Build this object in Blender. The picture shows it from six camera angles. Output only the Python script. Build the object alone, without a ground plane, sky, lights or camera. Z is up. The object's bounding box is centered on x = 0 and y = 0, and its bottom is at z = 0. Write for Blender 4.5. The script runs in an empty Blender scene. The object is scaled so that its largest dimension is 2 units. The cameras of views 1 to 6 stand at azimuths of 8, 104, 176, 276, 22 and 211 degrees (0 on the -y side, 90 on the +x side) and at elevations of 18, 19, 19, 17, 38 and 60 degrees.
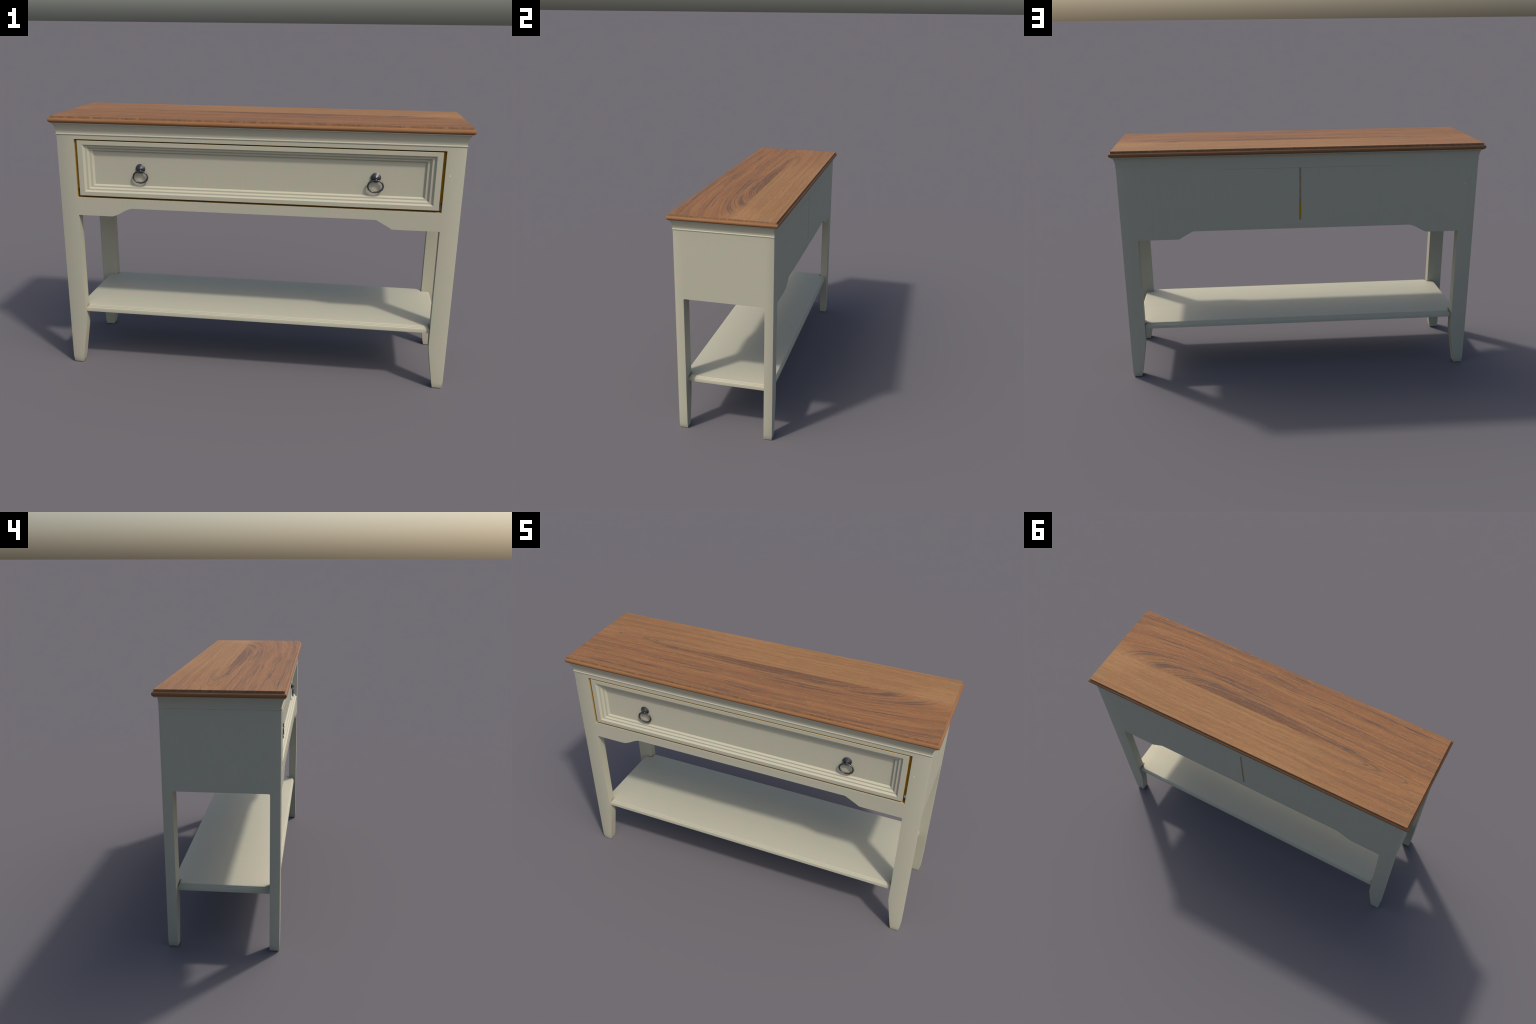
import bpy, bmesh, math
from mathutils import Vector

# ------------------------------------------------------------------ sizes (m)
BX, BY = 0.9698, 0.2796          # carcass half width / half depth (outer faces of legs)
LEG_IN_X, LEG_IN_Y = 0.8834, 0.2302
Z_APRON, Z_ARCH = 0.8195, 0.8630  # low and raised underside of the aprons
Z_SIDE = 0.8235
Z_OPEN0, Z_OPEN1 = 0.9105, 1.1993 # drawer opening
Z_TOPRAIL = 1.2190                # where the cornice starts
Z_CORN = 1.2778
Z_TOP = 1.3110

col = bpy.context.scene.collection


# ------------------------------------------------------------------ node helpers
class NT:
    def __init__(self, name):
        self.mat = bpy.data.materials.new(name)
        self.mat.use_nodes = True
        self.t = self.mat.node_tree
        self.t.nodes.clear()
        self.out = self.t.nodes.new("ShaderNodeOutputMaterial")
        self.bsdf = self.t.nodes.new("ShaderNodeBsdfPrincipled")
        self.t.links.new(self.bsdf.outputs[0], self.out.inputs[0])
        self.co = self.t.nodes.new("ShaderNodeTexCoord").outputs["Object"]
        sep = self.t.nodes.new("ShaderNodeSeparateXYZ")
        self.t.links.new(self.co, sep.inputs[0])
        self.x, self.y, self.z = sep.outputs

    def put(self, sock, v):
        if hasattr(v, "links"):
            self.t.links.new(v, sock)
        else:
            sock.default_value = v

    def m(self, op, a, b=0.0, c=None, clamp=False):
        n = self.t.nodes.new("ShaderNodeMath")
        n.operation = op
        n.use_clamp = clamp
        self.put(n.inputs[0], a)
        self.put(n.inputs[1], b)
        if c is not None:
            self.put(n.inputs[2], c)
        return n.outputs[0]

    def vec(self, x, y, z):
        n = self.t.nodes.new("ShaderNodeCombineXYZ")
        for i, v in enumerate((x, y, z)):
            self.put(n.inputs[i], v)
        return n.outputs[0]

    def noise(self, v, scale=1.0, detail=2.0, rough=0.5, dist=0.0):
        n = self.t.nodes.new("ShaderNodeTexNoise")
        self.put(n.inputs["Vector"], v)
        n.inputs["Scale"].default_value = scale
        n.inputs["Detail"].default_value = detail
        n.inputs["Roughness"].default_value = rough
        n.inputs["Distortion"].default_value = dist
        return n.outputs["Fac"]

    def step(self, v, a, b, lo=0.0, hi=1.0):
        n = self.t.nodes.new("ShaderNodeMapRange")
        n.interpolation_type = 'SMOOTHSTEP'
        self.put(n.inputs["Value"], v)
        n.inputs["From Min"].default_value = a
        n.inputs["From Max"].default_value = b
        n.inputs["To Min"].default_value = lo
        n.inputs["To Max"].default_value = hi
        return n.outputs[0]

    def ramp(self, f, stops):
        n = self.t.nodes.new("ShaderNodeValToRGB")
        e = n.color_ramp.elements
        while len(e) < len(stops):
            e.new(0.5)
        for el, (p, c) in zip(e, stops):
            el.position = p
            el.color = (*c, 1)
        self.put(n.inputs[0], f)
        return n.outputs[0]

    def mix(self, f, a, b, mode='MIX'):
        n = self.t.nodes.new("ShaderNodeMix")
        n.data_type = 'RGBA'
        n.blend_type = mode
        self.put(n.inputs[0], f)
        for s, v in ((n.inputs[6], a), (n.inputs[7], b)):
            if isinstance(v, tuple):
                v = (*v, 1)
            self.put(s, v)
        return n.outputs[2]

    def bump(self, h, strength=0.1, dist=0.001):
        n = self.t.nodes.new("ShaderNodeBump")
        n.inputs["Strength"].default_value = strength
        n.inputs["Distance"].default_value = dist
        self.put(n.inputs["Height"], h)
        self.put(self.bsdf.inputs["Normal"], n.outputs[0])

    def done(self, color, rough, spec=0.5, metal=0.0):
        b = self.bsdf.inputs
        self.put(b["Base Color"], color)
        self.put(b["Roughness"], rough)
        b["Specular IOR Level"].default_value = spec
        b["Metallic"].default_value = metal
        return self.mat


PAINT_WARM = (0.394, 0.370, 0.290)  # base lifted and warmed slightly to offset blue shade on back and left
PAINT_COOL = (0.374, 0.376, 0.287)
GAP_GLOW = (0.480, 0.285, 0.020)      # warm glow inside the drawer gap, painted as bright ochre


def paint(name, grain, jamb=False, seam=False):
    """Eggshell paint with fine brush marks running along the given axis."""
    n = NT(name)
    lo, hi = 3.0, 260.0
    s = [hi, hi, hi]
    s['xyz'.index(grain)] = lo
    v = n.vec(*[n.m('MULTIPLY', c, k) for c, k in zip((n.x, n.y, n.z), s)])
    brush = n.noise(v, 1.0, 2.0, 0.6)
    blot = n.noise(n.co, 16.0, 2.0, 0.5)
    c = n.mix(n.step(blot, 0.35, 0.65), PAINT_COOL, PAINT_WARM)
    c = n.mix(n.step(brush, 0.3, 0.7, 0.0, 0.10), c, (0.33, 0.30, 0.215))
    c = n.mix(n.step(brush, 0.62, 0.8, 0.0, 0.12), c, (0.49, 0.46, 0.36))
    # a small chip in the paint on one front and the opposite rear leg
    for sx, sy in ((1, -1), (-1, 1)):
        dx = n.m('SUBTRACT', n.x, sx * 0.9062)
        dz = n.m('SUBTRACT', n.z, 1.0866)
        dy = n.m('SUBTRACT', n.y, sy * BY)
        d = n.m('SQRT', n.m('ADD', n.m('ADD', n.m('MULTIPLY', dx, dx), n.m('MULTIPLY', dz, dz)), n.m('MULTIPLY', dy, dy)))
        d = n.m('ADD', d, n.m('MULTIPLY', n.noise(n.co, 500.0, 2.0), 0.0035))
        c = n.mix(n.step(d, 0.0052, 0.0036, 0.0, 0.85), c, (0.75, 0.74, 0.68))
    if jamb:      # faces round the opening: colour fades inward to the gap's baked-in glow
        edge = n.m('ADD', n.y, n.m('MULTIPLY', n.noise(n.co, 40.0), 0.003))
        c = n.mix(n.step(edge, -0.2735, -0.2670), c, GAP_GLOW)
    if seam:      # thin brown line where the rear boards meet the rail
        line = n.m('MULTIPLY', n.step(n.m('ABSOLUTE', n.m('SUBTRACT', n.z, Z_OPEN1)), 0.0016, 0.0004),
                   n.step(n.m('ABSOLUTE', n.m('ADD', n.x, 0.05)), 0.62, 0.25, 0.0, 0.55))
        c = n.mix(line, c, (0.20, 0.155, 0.085))
    n.bump(brush, 0.06, 0.0006)
    n.bsdf.inputs["Specular Tint"].default_value = (1.0, 0.86, 0.60, 1)  # reflections tinted warm to cut the sky's blue cast on shaded faces
    return n.done(c, n.step(brush, 0.2, 0.8, 0.58, 0.68), 0.85)


def ochre_tint(name, dark, pale):
    n = NT(name)
    g = n.noise(n.vec(n.m('MULTIPLY', n.x, 6.0), n.m('MULTIPLY', n.y, 6.0), n.m('MULTIPLY', n.z, 60.0)), 1.0, 2.0)
    c = n.mix(n.step(g, 0.3, 0.7), dark, pale)
    return n.done(c, 0.75, 0.2)


def slot_two_tone():
    """Rear slot backing: tan above, deep ochre on the lower part."""
    n = NT("slot_backing")
    g = n.noise(n.co, 30.0, 2.0)
    up = n.mix(n.step(g, 0.3, 0.7), (0.31, 0.225, 0.135), (0.36, 0.265, 0.16))
    low = n.m('MULTIPLY', n.step(n.z, 1.0030, 1.0015), n.step(n.z, 0.9270, 0.9285))
    return n.done(n.mix(low, up, (0.42, 0.235, 0.0)), 0.7, 0.2)


def walnut_top():
    """Two veneer leaves with a cathedral figure round a heart close to the joint."""
    n = NT("wood_top")
    joint = 0.0455
    wob = n.m('MULTIPLY', n.m('SUBTRACT', n.noise(n.vec(n.m('MULTIPLY', n.x, 2.2), n.m('MULTIPLY', n.y, 7.0), 0.0), 1.0, 2.0), 0.5), 0.032)
    yy = n.m('ADD', n.y, wob)
    # elliptical growth figure
    dx = n.m('SUBTRACT', n.x, 0.17)
    ax = n.m('ADD', n.m('MULTIPLY', n.m('MAXIMUM', dx, 0.0), 0.20), n.m('MULTIPLY', n.m('MINIMUM', dx, 0.0), 0.052))
    dy = n.m('SUBTRACT', yy, 0.062)
    r = n.m('SQRT', n.m('ADD', n.m('MULTIPLY', ax, ax), n.m('MULTIPLY', dy, dy)))
    rings = n.noise(n.vec(n.m('MULTIPLY', r, 62.0), n.m('MULTIPLY', n.x, 0.9), 3.7), 1.0, 3.0, 0.62)
    light = (0.262, 0.134, 0.062)
    mid = (0.226, 0.109, 0.051)
    dark = (0.145, 0.087, 0.056)
    front = n.ramp(rings, [(0.30, dark), (0.41, (0.208, 0.102, 0.052)), (0.50, mid), (0.64, light)])
    # thin sharp late-wood lines
    thin = n.noise(n.vec(n.m('MULTIPLY', r, 105.0), n.m('MULTIPLY', n.x, 0.7), 9.1), 1.0, 1.0, 0.5)
    line = n.step(n.m('ABSOLUTE', n.m('SUBTRACT', thin, 0.47)), 0.060, 0.016, 0.0, 1.0)
    gate = n.step(n.noise(n.vec(n.m('MULTIPLY', n.x, 1.6), n.m('MULTIPLY', r, 25.0), 1.0), 1.0, 1.0), 0.36, 0.54)
    front = n.mix(n.m('MULTIPLY', line, gate), front, (0.098, 0.066, 0.053))
    # dark heart lens against the joint
    hx = n.m('DIVIDE', n.m('SUBTRACT', n.x, 0.04), 0.43)
    hy = n.m('DIVIDE', n.m('SUBTRACT', yy, 0.052), 0.060)
    h = n.m('ADD', n.m('MULTIPLY', hx, hx), n.m('MULTIPLY', hy, hy))
    front = n.mix(n.step(h, 1.3, 0.25, 0.0, 0.85), front, (0.112, 0.062, 0.042))
    # rear leaf: paler, straighter grain
    bg = n.noise(n.vec(n.m('MULTIPLY', n.x, 0.8), n.m('MULTIPLY', yy, 55.0), 5.0), 1.0, 3.0, 0.6)
    back = n.ramp(bg, [(0.28, (0.195, 0.105, 0.054)), (0.45, (0.252, 0.138, 0.064)), (0.62, (0.292, 0.166, 0.078))])
    # small pale swirl near the right rear corner
    kx = n.m('DIVIDE', n.m('SUBTRACT', n.x, 1.01), 0.11)
    ky = n.m('DIVIDE', n.m('SUBTRACT', n.y, 0.225), 0.030)
    k = n.m('ADD', n.m('MULTIPLY', kx, kx), n.m('MULTIPLY', ky, ky))
    back = n.mix(n.step(k, 1.3, 0.2, 0.0, 0.5), back, (0.235, 0.165, 0.095))
    # golden patch towards the right end
    gx = n.m('DIVIDE', n.m('SUBTRACT', n.x, 0.98), 0.26)
    gy = n.m('DIVIDE', n.m('SUBTRACT', yy, 0.09), 0.13)
    g = n.m('ADD', n.m('MULTIPLY', gx, gx), n.m('MULTIPLY', gy, gy))
    gold = n.step(g, 1.1, 0.1, 0.0, 0.5)
    back = n.mix(gold, back, (0.345, 0.200, 0.092))
    front = n.mix(gold, front, (0.320, 0.172, 0.080))
    # tiny pin knots
    for px, py in ((-0.291, 0.207), (0.02, -0.13), (0.42, -0.2)):
        qx = n.m('DIVIDE', n.m('SUBTRACT', n.x, px), 0.018)
        qy = n.m('DIVIDE', n.m('SUBTRACT', n.y, py), 0.0045)
        q = n.m('ADD', n.m('MULTIPLY', qx, qx), n.m('MULTIPLY', qy, qy))
        back = n.mix(n.step(q, 1.2, 0.2, 0.0, 0.45), back, (0.16, 0.08, 0.045))
        front = n.mix(n.step(q, 1.2, 0.2, 0.0, 0.45), front, (0.16, 0.08, 0.045))
    # joint is crisp along the heart, merges towards both ends
    crisp = n.step(n.y, joint - 0.0006, joint + 0.0006)
    soft = n.step(n.y, joint - 0.03, joint + 0.03)
    endm = n.step(n.m('ABSOLUTE', n.m('SUBTRACT', n.x, 0.07)), 0.42, 0.62)
    mask = n.m('ADD', n.m('MULTIPLY', crisp, n.m('SUBTRACT', 1.0, endm)), n.m('MULTIPLY', soft, endm))
    left = n.step(n.x, -0.05, -0.75, 1.0, 0.35)
    c = n.mix(n.m('MULTIPLY', mask, left), front, back)
    # fibre streaks, flecks and drifting hue
    st = n.noise(n.vec(n.m('MULTIPLY', n.x, 9.0), n.m('MULTIPLY', yy, 260.0), 0.0), 1.0, 3.0, 0.65)
    c = n.mix(n.step(st, 0.50, 0.27, 0.0, 0.58), c, (0.130, 0.080, 0.050))
    c = n.mix(n.step(st, 0.52, 0.72, 0.0, 0.60), c, (0.345, 0.196, 0.088))
    po = n.noise(n.vec(n.m('MULTIPLY', n.x, 34.0), n.m('MULTIPLY', yy, 230.0), 2.0), 1.0, 2.0, 0.6)
    c = n.mix(n.step(po, 0.60, 0.74, 0.0, 0.65), c, (0.375, 0.240, 0.140))
    c = n.mix(n.step(po, 0.40, 0.27, 0.0, 0.55), c, (0.105, 0.066, 0.048))
    hue = n.noise(n.vec(n.m('MULTIPLY', n.x, 12.0), n.m('MULTIPLY', yy, 85.0), 8.0), 1.0, 2.0)
    c = n.mix(n.step(hue, 0.50, 0.72, 0.0, 0.40), c, (0.270, 0.102, 0.048))
    c = n.mix(n.step(hue, 0.48, 0.28, 0.0, 0.45), c, (0.215, 0.130, 0.052))
    c = n.mix(1.0, c, (0.98, 0.92, 0.86), 'MULTIPLY')       # warm oil finish
    n.bump(st, 0.08, 0.0004)
    return n.done(c, n.step(st, 0.2, 0.8, 0.72, 0.82), 0.15)


def walnut_edge():
    """Sawn slab edge: short upright bars of colour."""
    n = NT("wood_edge")
    s = n.noise(n.vec(n.m('MULTIPLY', n.x, 42.0), n.m('MULTIPLY', n.y, 70.0), 0.0), 1.0, 3.0, 0.65)
    c = n.ramp(s, [(0.32, (0.165, 0.092, 0.050)), (0.46, (0.235, 0.130, 0.066)), (0.56, (0.255, 0.132, 0.068)), (0.68, (0.325, 0.190, 0.105))])
    return n.done(c, 0.75, 0.15)


def walnut_bead():
    n = NT("wood_moulding")
    s = n.noise(n.vec(n.m('MULTIPLY', n.x, 5.0), n.m('MULTIPLY', n.y, 5.0), n.m('MULTIPLY', n.z, 260.0)), 1.0, 2.0)
    c = n.mix(n.step(s, 0.3, 0.7), (0.202, 0.092, 0.038), (0.248, 0.120, 0.050))
    return n.done(c, 0.70, 0.20)


def iron():
    n = NT("burnished_iron")
    s = n.noise(n.co, 60.0, 2.0)
    c = n.mix(n.step(s, 0.3, 0.7), (0.078, 0.077, 0.081), (0.100, 0.099, 0.104))
    return n.done(c, n.step(s, 0.3, 0.7, 0.34, 0.41), 0.5, 0.85)


M_V = paint("paint_upright_brush", 'z')
M_H = paint("paint_lengthwise_brush", 'x')
M_J = paint("paint_to_painted_glow", 'z', jamb=True)
M_B = paint("paint_rear_board", 'z', seam=True)
M_GLOW = ochre_tint("painted_interior_glow", (0.205, 0.116, 0.005), (0.245, 0.140, 0.008))
M_EDGE_GLOW = ochre_tint("drawer_edge_painted_glow", (0.44, 0.26, 0.018), (0.52, 0.31, 0.025))  # ochre brightened so the dark slit round the drawer looks lit
M_SLOT = slot_two_tone()
M_TOP, M_EDGE, M_BEAD = walnut_top(), walnut_edge(), walnut_bead()
M_IRON = iron()


# ------------------------------------------------------------------ mesh helpers
def finish(bm, name, mats, parent=None, bevel=0.0, smooth=None, segs=2, edge_test=None, recalc=True):
    if recalc:
        bmesh.ops.recalc_face_normals(bm, faces=bm.faces)
    if bevel:
        ed = [e for e in bm.edges if len(e.link_faces) == 2 and e.calc_face_angle(0) > 0.5
              and (edge_test is None or edge_test(e))]
        bmesh.ops.bevel(bm, geom=ed, offset=bevel, segments=segs, profile=0.5, affect='EDGES', clamp_overlap=True)
    me = bpy.data.meshes.new(name)
    bm.to_mesh(me)
    bm.free()
    for m in mats:
        me.materials.append(m)
    if smooth is not None:
        me.shade_smooth()
        me.set_sharp_from_angle(angle=math.radians(smooth))
    ob = bpy.data.objects.new(name, me)
    col.objects.link(ob)
    if parent:
        ob.parent = parent
    return ob


def add_box(bm, x0, x1, y0, y1, z0, z1):
    v = [bm.verts.new((x, y, z)) for x in (x0, x1) for y in (y0, y1) for z in (z0, z1)]
    fs = []
    for q in ((0, 1, 3, 2), (4, 6, 7, 5), (0, 4, 5, 1), (2, 3, 7, 6), (0, 2, 6, 4), (1, 5, 7, 3)):
        fs.append(bm.faces.new([v[i] for i in q]))
    return fs


def loft(bm, rings, cap0=True, cap1=True):
    """rings: lists of points with equal length, joined in closed loops."""
    rv = [[bm.verts.new(p) for p in r] for r in rings]
    k = len(rings[0])
    out = []
    for a, b in zip(rv, rv[1:]):
        out.append([bm.faces.new((a[i], a[(i + 1) % k], b[(i + 1) % k], b[i])) for i in range(k)])
    if cap0:
        bm.faces.new(rv[0][::-1])
    if cap1:
        bm.faces.new(rv[-1])
    return rv, out


def prism_y(bm, pts, y0, y1):
    """Polygon in x-z, extruded along y."""
    a = [bm.verts.new((x, y0, z)) for x, z in pts]
    b = [bm.verts.new((x, y1, z)) for x, z in pts]
    k = len(pts)
    for i in range(k):
        bm.faces.new((a[i], a[(i + 1) % k], b[(i + 1) % k], b[i]))
    bm.faces.new(a)
    bm.faces.new(b[::-1])


def rect(x, yf, yb, z):
    return [(-x, yf, z), (x, yf, z), (x, yb, z), (-x, yb, z)]


# ------------------------------------------------------------------ the thing
table = bpy.data.objects.new("console_table", None)
col.objects.link(table)
table["label"] = "cream painted console table, brown wooden top, one long drawer"
table["category"] = "console table"


# ---- legs: straight outside, tapering on the inner side below the shelf
def leg(sx, sy):
    prof = [  # z, inner x, outer x, outer y, inner y
        (0.0000, 0.9200, 0.9640, 0.2767, 0.2310),
        (0.0030, 0.9187, 0.9655, 0.2782, 0.2302),
        (0.0320, 0.9130, 0.9695, BY, LEG_IN_Y),
        (0.1300, 0.8975, BX, BY, LEG_IN_Y),
        (0.2200, 0.8840, BX, BY, LEG_IN_Y),
        (0.2450, LEG_IN_X, BX, BY, LEG_IN_Y),
        (Z_APRON, LEG_IN_X, BX, BY, LEG_IN_Y),
        (Z_OPEN0, LEG_IN_X, BX, BY, LEG_IN_Y),
        (Z_OPEN1, LEG_IN_X, BX, BY, LEG_IN_Y),
        (Z_TOPRAIL, LEG_IN_X, BX, BY, LEG_IN_Y),
    ]
    bm = bmesh.new()
    rings = [[(sx * xi, sy * yo, z), (sx * xo, sy * yo, z), (sx * xo, sy * yi, z), (sx * xi, sy * yi, z)]
             for z, xi, xo, yo, yi in prof]
    _, bands = loft(bm, rings)
    for i, band in enumerate(bands):
        if prof[i][0] >= Z_OPEN0 - 1e-6 and prof[i][0] < Z_OPEN1 - 1e-6 and sy < 0:
            band[3].material_index = 1         # jamb of the drawer opening

    def corner(e):
        a, b = e.verts
        up = abs(a.co.z - b.co.z) > 1e-4
        at = all(abs(abs(v.co.x) - BX) < 0.01 and abs(abs(v.co.y) - BY) < 0.006 for v in e.verts)
        return up and at and min(a.co.z, b.co.z) >= 0.0

    return finish(bm, "leg", [M_V, M_J], table, bevel=0.0016, smooth=28, edge_test=corner)


for sx in (-1, 1):
    for sy in (-1, 1):
        leg(sx, sy)


# ---- aprons front and rear: ogee bracket on the left, plainer cut on the right
def apron_outline(z_top):
    pts = [(-LEG_IN_X, z_top), (-LEG_IN_X, Z_APRON), (-0.712, Z_APRON)]
    for i in range(1, 11):                     # soft S curve
        t = i / 10
        s = t * t * (3 - 2 * t)
        pts.append((-0.712 + 0.104 * t, Z_APRON + 0.0020 * t + (Z_ARCH - Z_APRON - 0.002) * (0.75 * s + 0.25 * t)))
    pts += [(-0.602, Z_ARCH + 0.0004), (0.583, Z_ARCH + 0.0004)]
    pts += [(0.589, Z_ARCH - 0.0016), (0.594, Z_ARCH - 0.0045), (0.6485, Z_APRON + 0.0090),
            (0.655, Z_APRON + 0.0042), (0.662, Z_APRON + 0.0008), (0.668, Z_APRON)]
    pts += [(LEG_IN_X, Z_APRON), (LEG_IN_X, z_top)]
    return pts


bm = bmesh.new()
prism_y(bm, apron_outline(Z_OPEN0), -BY, -LEG_IN_Y - 0.003)
for f in bm.faces:
    if f.calc_center_median().z > Z_OPEN0 - 1e-4:
        f.material_index = 1
finish(bm, "front_apron", [M_V, M_J], table)

bm = bmesh.new()
prism_y(bm, apron_outline(Z_OPEN0), LEG_IN_Y + 0.003, BY)
finish(bm, "back_apron", [M_V], table)

# ---- rails above the opening
bm = bmesh.new()
for f in add_box(bm, -LEG_IN_X, LEG_IN_X, -BY, -LEG_IN_Y, Z_OPEN1, Z_TOPRAIL):
    if f.calc_center_median().z < Z_OPEN1 + 1e-4:
        f.material_index = 1
finish(bm, "front_rail", [M_V, M_J], table)
bm = bmesh.new()
add_box(bm, -LEG_IN_X, LEG_IN_X, LEG_IN_Y, BY, Z_OPEN1, Z_TOPRAIL)
finish(bm, "back_rail", [M_B], table)

# ---- rear boards with the narrow slot between them
SLOT = 0.0052
for x0, x1 in ((-LEG_IN_X, -SLOT), (SLOT, LEG_IN_X)):
    bm = bmesh.new()
    add_box(bm, x0, x1, LEG_IN_Y + 0.02, BY, Z_OPEN0, Z_OPEN1)
    finish(bm, "back_board", [M_B], table)
bm = bmesh.new()
add_box(bm, -SLOT, SLOT, LEG_IN_Y + 0.02, BY - 0.0025, Z_OPEN0, Z_OPEN1)
finish(bm, "slot_backing", [M_SLOT], table)

# ---- side panels, flush with the legs
for sx in (-1, 1):
    bm = bmesh.new()
    x0, x1 = sorted((sx * BX, sx * 0.9450))
    pts = []                                    # small fillets where the panel meets the legs
    for s in (-1, 1):
        fil = [(s * LEG_IN_Y, Z_SIDE - 0.0050), (s * (LEG_IN_Y - 0.0014), Z_SIDE - 0.0020),
               (s * (LEG_IN_Y - 0.0048), Z_SIDE - 0.0004), (s * (LEG_IN_Y - 0.009), Z_SIDE)]
        pts += fil if s < 0 else fil[::-1]
    pts += [(LEG_IN_Y, Z_TOPRAIL), (-LEG_IN_Y, Z_TOPRAIL)]
    a = [bm.verts.new((x0, y, z)) for y, z in pts]
    b = [bm.verts.new((x1, y, z)) for y, z in pts]
    k = len(pts)
    for i in range(k):
        bm.faces.new((a[i], a[(i + 1) % k], b[(i + 1) % k], b[i]))
    bm.faces.new(a)
    bm.faces.new(b[::-1])
    bmesh.ops.recalc_face_normals(bm, faces=bm.faces)
    for f in bm.faces:
        if f.normal.x * sx < -0.9:
            f.material_index = 1
    finish(bm, "side_panel", [M_V, M_GLOW], table, recalc=False)

# ---- cornice: bead, cove and fillet on front and sides, plain at the back
bm = bmesh.new()
cor = [(-0.010, Z_TOPRAIL), (0.0000, Z_TOPRAIL), (0.0012, 1.2194), (0.0022, 1.2207), (0.0026, 1.2225),
       (0.0022, 1.2245), (0.0010, 1.2262), (0.0000, 1.2272), (0.0001, 1.2310), (0.0006, 1.2370), (0.0016, 1.2430),
       (0.0030, 1.2490), (0.0048, 1.2550), (0.0070, 1.2605), (0.0094, 1.2660), (0.0118, 1.2708), (0.0126, 1.2732)]
fil = [(0.0126, 1.2734), (0.0166, 1.2736), (0.0174, 1.2742), (0.0176, Z_CORN)]
loft(bm, [rect(BX + o, -(BY + o), BY + (0.0 if o >= 0 else o), z) for o, z in cor])
finish(bm, "cornice", [M_V], table, smooth=40)
bm = bmesh.new()
loft(bm, [rect(BX + o, -(BY + o), BY + o, z) for o, z in fil])
finish(bm, "cornice_fillet", [M_V], table, smooth=40)

# ---- table top: half-round moulding below, two planks above
bm = bmesh.new()
prof = [(0.9800, Z_CORN + 0.0004), (0.9885, Z_CORN + 0.0004)]
for i in range(1, 14):
    a = -math.pi / 2 + math.pi * i / 13.0
    prof.append((0.9885 + 0.0115 * math.cos(a), 1.2893 + 0.0113 * math.sin(a)))
prof.append((0.9840, 1.3007))
rings = []
for x, z in prof:
    d = 0.9885 - x
    r0 = 0.0045 if x > 0.9890 else 0.0005     # eased corners
    hx, hy = x, 0.2950 - d * 0.84
    ring = []
    for cx, cy, a0 in ((1, -1, -90), (1, 1, 0), (-1, 1, 90), (-1, -1, 180)):
        for j in range(4):
            t = math.radians(a0 + 30 * j)
            ring.append((cx * (hx - r0) + r0 * math.cos(t), cy * (hy - r0) + r0 * math.sin(t), z))
    rings.append(ring)
loft(bm, rings)
top = finish(bm, "tabletop", [M_BEAD], table, smooth=50)

JOINT = 0.0455
for y0, y1 in ((-0.2950, JOINT), (JOINT, 0.2950)):
    bm = bmesh.new()
    add_box(bm, -0.9885, 0.9885, y0, y1, 1.3007, Z_TOP)
    bmesh.ops.recalc_face_normals(bm, faces=bm.faces)

    def rim(e):
        return all(v.co.z > Z_TOP - 1e-4 for v in e.verts) and \
            not all(abs(v.co.y - JOINT) < 1e-5 for v in e.verts)
    for f in bm.faces:
        f.material_index = 0 if f.normal.z > 0.9 else 1
    finish(bm, "plank", [M_TOP, M_EDGE], top, bevel=0.0007, segs=1, edge_test=rim)


# ---- shelf: notched round the legs, stepped edge
def shelf_ring(i, z):
    """Notched outline inset by i at height z; free corners eased as the inset grows."""
    X, Y = 0.9268 - i, 0.2658 - i
    nx, ny = LEG_IN_X - 0.0003 - i, LEG_IN_Y - 0.0003 - i
    r1 = 0.0010 + 1.7 * i
    pts = []
    quad = [(1, -1), (1, 1), (-1, 1), (-1, -1)]
    for qi, (sx, sy) in enumerate(quad):
        seq = []
        for j in range(5):     # corner of the long arm
            t = math.radians(90 * j / 4)
            seq.append((nx - r1 + r1 * math.sin(t), Y - r1 * 0.8 + r1 * 0.8 * math.cos(t)))
        seq.append((nx, ny))
        for j in range(4):     # corner of the short arm
            t = math.radians(90 * j / 3)
            r2 = 0.001 + 0.3 * i
            seq.append((X - r2 + r2 * math.sin(t), ny - r2 + r2 * math.cos(t)))
        if qi % 2 == 1:
            seq = seq[::-1]
        pts += [(sx * a, sy * b, z) for a, b in seq]
    return pts


bm = bmesh.new()
steps = [(0.0008, 0.2916), (0.0000, 0.2924), (0.0000, 0.3110), (0.0008, 0.3130), (0.0024, 0.3142),
         (0.0034, 0.3146), (0.0037, 0.3180), (0.0048, 0.3195), (0.0062, 0.3201), (0.0066, 0.3234),
         (0.0082, 0.3256), (0.0106, 0.3268), (0.0125, 0.3271)]
loft(bm, [shelf_ring(i, z) for i, z in steps])
finish(bm, "shelf", [M_H], table, smooth=35)

# ---- drawer
DX, DZ0, DZ1, DY = 0.8693, 0.9207, 1.1930, -0.2794
bm = bmesh.new()
PX, PZ0, PZ1 = 0.8430, 0.9407, 1.1735
px, pz, pd = 0.0192, 0.0141, 0.0095            # pitch of the three mouldings
levels = [(0, 0, 0)]
for s in range(3):
    levels.append((s * px + 0.0092, s * pz + 0.0068, (s + 1) * pd - 0.0004))
    if s < 2:
        levels.append(((s + 1) * px, (s + 1) * pz, (s + 1) * pd))
back_y = -0.2385


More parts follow.
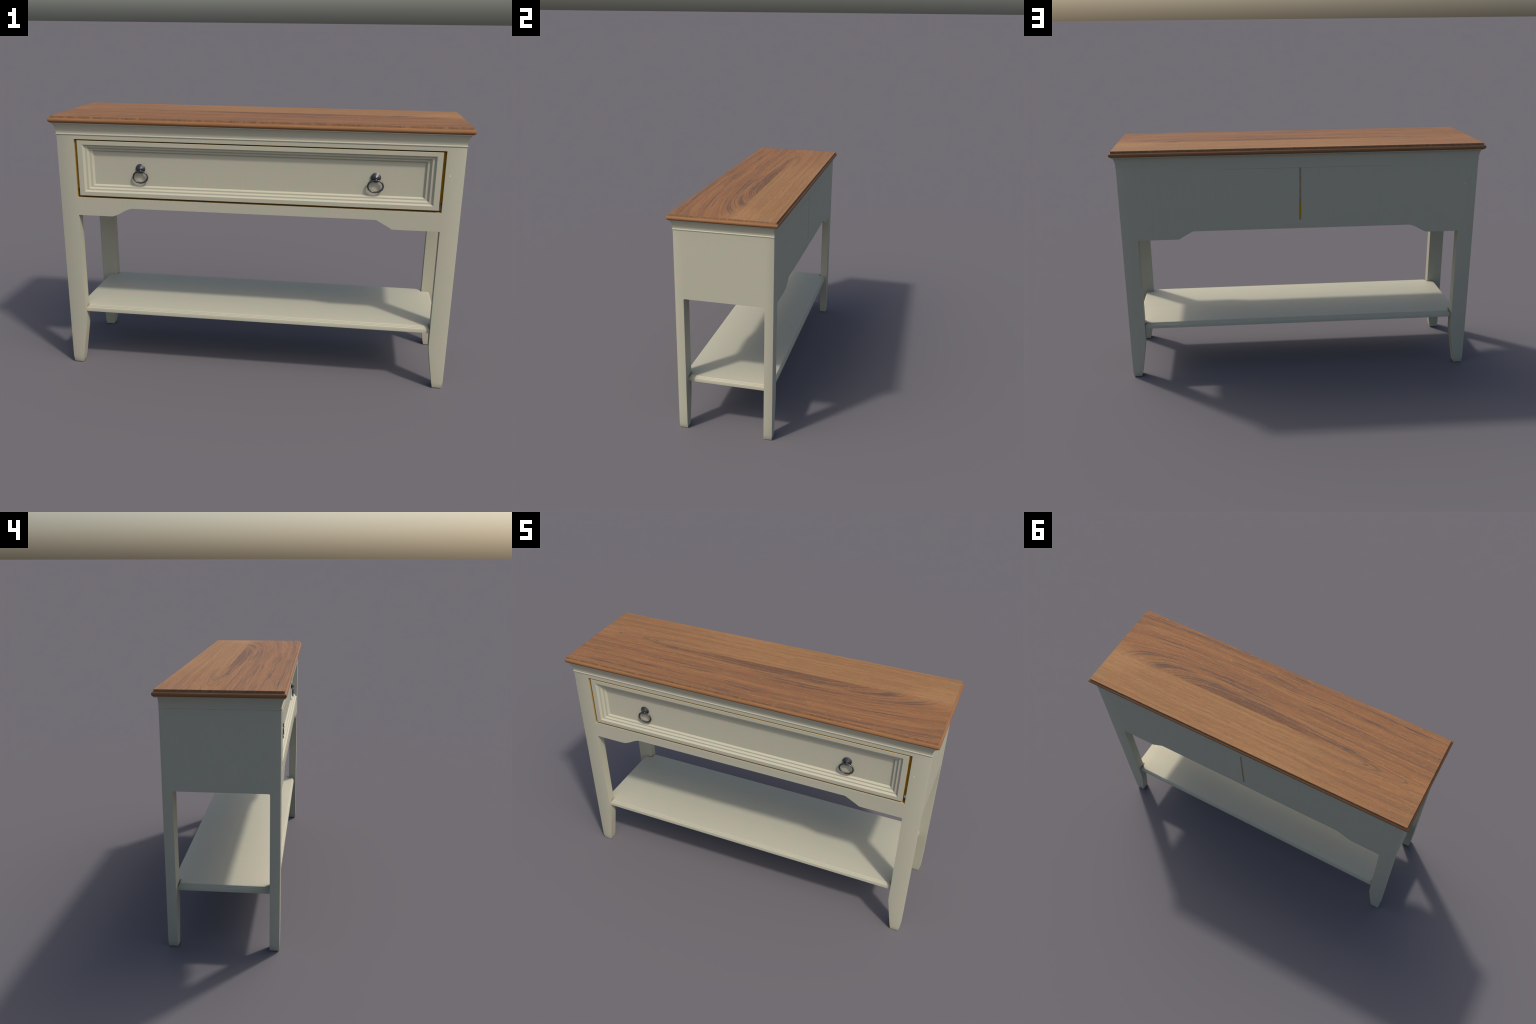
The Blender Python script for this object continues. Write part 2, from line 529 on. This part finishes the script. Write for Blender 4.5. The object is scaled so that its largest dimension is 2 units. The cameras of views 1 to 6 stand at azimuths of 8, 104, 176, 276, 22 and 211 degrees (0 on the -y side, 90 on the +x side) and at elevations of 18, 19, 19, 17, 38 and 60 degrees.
def fr(x, z0, z1, y):
    return [(-x, y, z0), (x, y, z0), (x, y, z1), (-x, y, z1)]


rings = [fr(DX, DZ0, DZ1, back_y), fr(DX, DZ0, DZ1, DY + 0.008), fr(DX, DZ0, DZ1, DY + 0.0008),
         fr(DX - 0.0008, DZ0 + 0.0008, DZ1 - 0.0008, DY)]
rings += [fr(PX - a, PZ0 + b, PZ1 - b, DY + d) for a, b, d in levels]
_, bands = loft(bm, rings)
for f in bands[0] + bands[1]:
    f.material_index = 1
drawer = finish(bm, "drawer", [M_V, M_EDGE_GLOW], table)
drawer_panel_y = DY + levels[-1][2]

# ochre strips modelled to show the glow in both end gaps
bm = bmesh.new()
ys0, ys1 = -BY + 0.0115, -BY + 0.0190
for sx in (-1, 1):
    x0, x1 = sorted((sx * (DX + 0.0002), sx * (LEG_IN_X - 0.0002)))
    add_box(bm, x0, x1, ys0, ys1, 0.9560, DZ1 + 0.0002)
finish(bm, "gap_glow_strip", [M_GLOW], table)

# box behind the drawer front
bm = bmesh.new()
bx, y0, y1, z0, z1, th = 0.8575, back_y, 0.1200, 0.9165, 1.1300, 0.012
add_box(bm, -bx, -bx + th, y0, y1, z0, z1)
add_box(bm, bx - th, bx, y0, y1, z0, z1)
add_box(bm, -bx + th, bx - th, y1 - th, y1, z0, z1)
add_box(bm, -bx + th, bx - th, y0, y1 - th, z0 + 0.006, z0 + 0.014)
finish(bm, "drawer_box", [M_GLOW], drawer)


# ---- ring pulls (slightly wider than tall)
def lathe_y(bm, prof, cx, cz, kx, kz, seg=40):
    rings = []
    for r, y in prof:
        rings.append([(cx + kx * r * math.cos(2 * math.pi * i / seg), y, cz + kz * r * math.sin(2 * math.pi * i / seg))
                      for i in range(seg)])
    loft(bm, rings)


for cx in (-0.5617, 0.5730):
    cz = 1.0615
    yb = drawer_panel_y
    bm = bmesh.new()
    lathe_y(bm, [(0.0125, yb + 0.001), (0.0130, yb - 0.0016), (0.0160, yb - 0.0030), (0.0215, yb - 0.0040),
                 (0.0235, yb - 0.0050), (0.0236, yb - 0.0060), (0.0222, yb - 0.0070), (0.0170, yb - 0.0096),
                 (0.0105, yb - 0.0136), (0.0055, yb - 0.0174), (0.0024, yb - 0.0192), (0.0004, yb - 0.0196)],
            cx, cz, 1.0, 0.97)
    pull = finish(bm, "handle", [M_IRON], drawer, smooth=50)
    # eyelet ball holding the ring
    bm = bmesh.new()
    bmesh.ops.create_uvsphere(bm, u_segments=24, v_segments=14, radius=0.0078)
    for v in bm.verts:
        v.co = Vector((cx + v.co.x, -0.2630 + v.co.y * 1.1, 1.0500 + v.co.z))
    finish(bm, "ring_eyelet", [M_IRON], drawer, smooth=60)
    # hanging ring of twelve facets
    bm = bmesh.new()
    nmaj, nmin, rm = 12, 10, 0.0043
    rv = []
    for i in range(nmaj):
        a = 2 * math.pi * (i + 0.5) / nmaj + math.pi / 12
        c = (math.cos(a), math.sin(a))
        ctr = Vector((cx + 0.0362 * c[0], -0.2632 - 0.0008 * (1 - c[1]), 1.0213 + 0.0290 * c[1]))
        rad = Vector((c[0], 0, c[1]))
        rv.append([bm.verts.new(ctr + rm * (rad * math.cos(2 * math.pi * j / nmin) + Vector((0, 1, 0)) * math.sin(2 * math.pi * j / nmin)))
                   for j in range(nmin)])
    for i in range(nmaj):
        a, b = rv[i], rv[(i + 1) % nmaj]
        for j in range(nmin):
            bm.faces.new((a[j], a[(j + 1) % nmin], b[(j + 1) % nmin], b[j]))
    finish(bm, "ring_pull", [M_IRON], drawer, smooth=60)
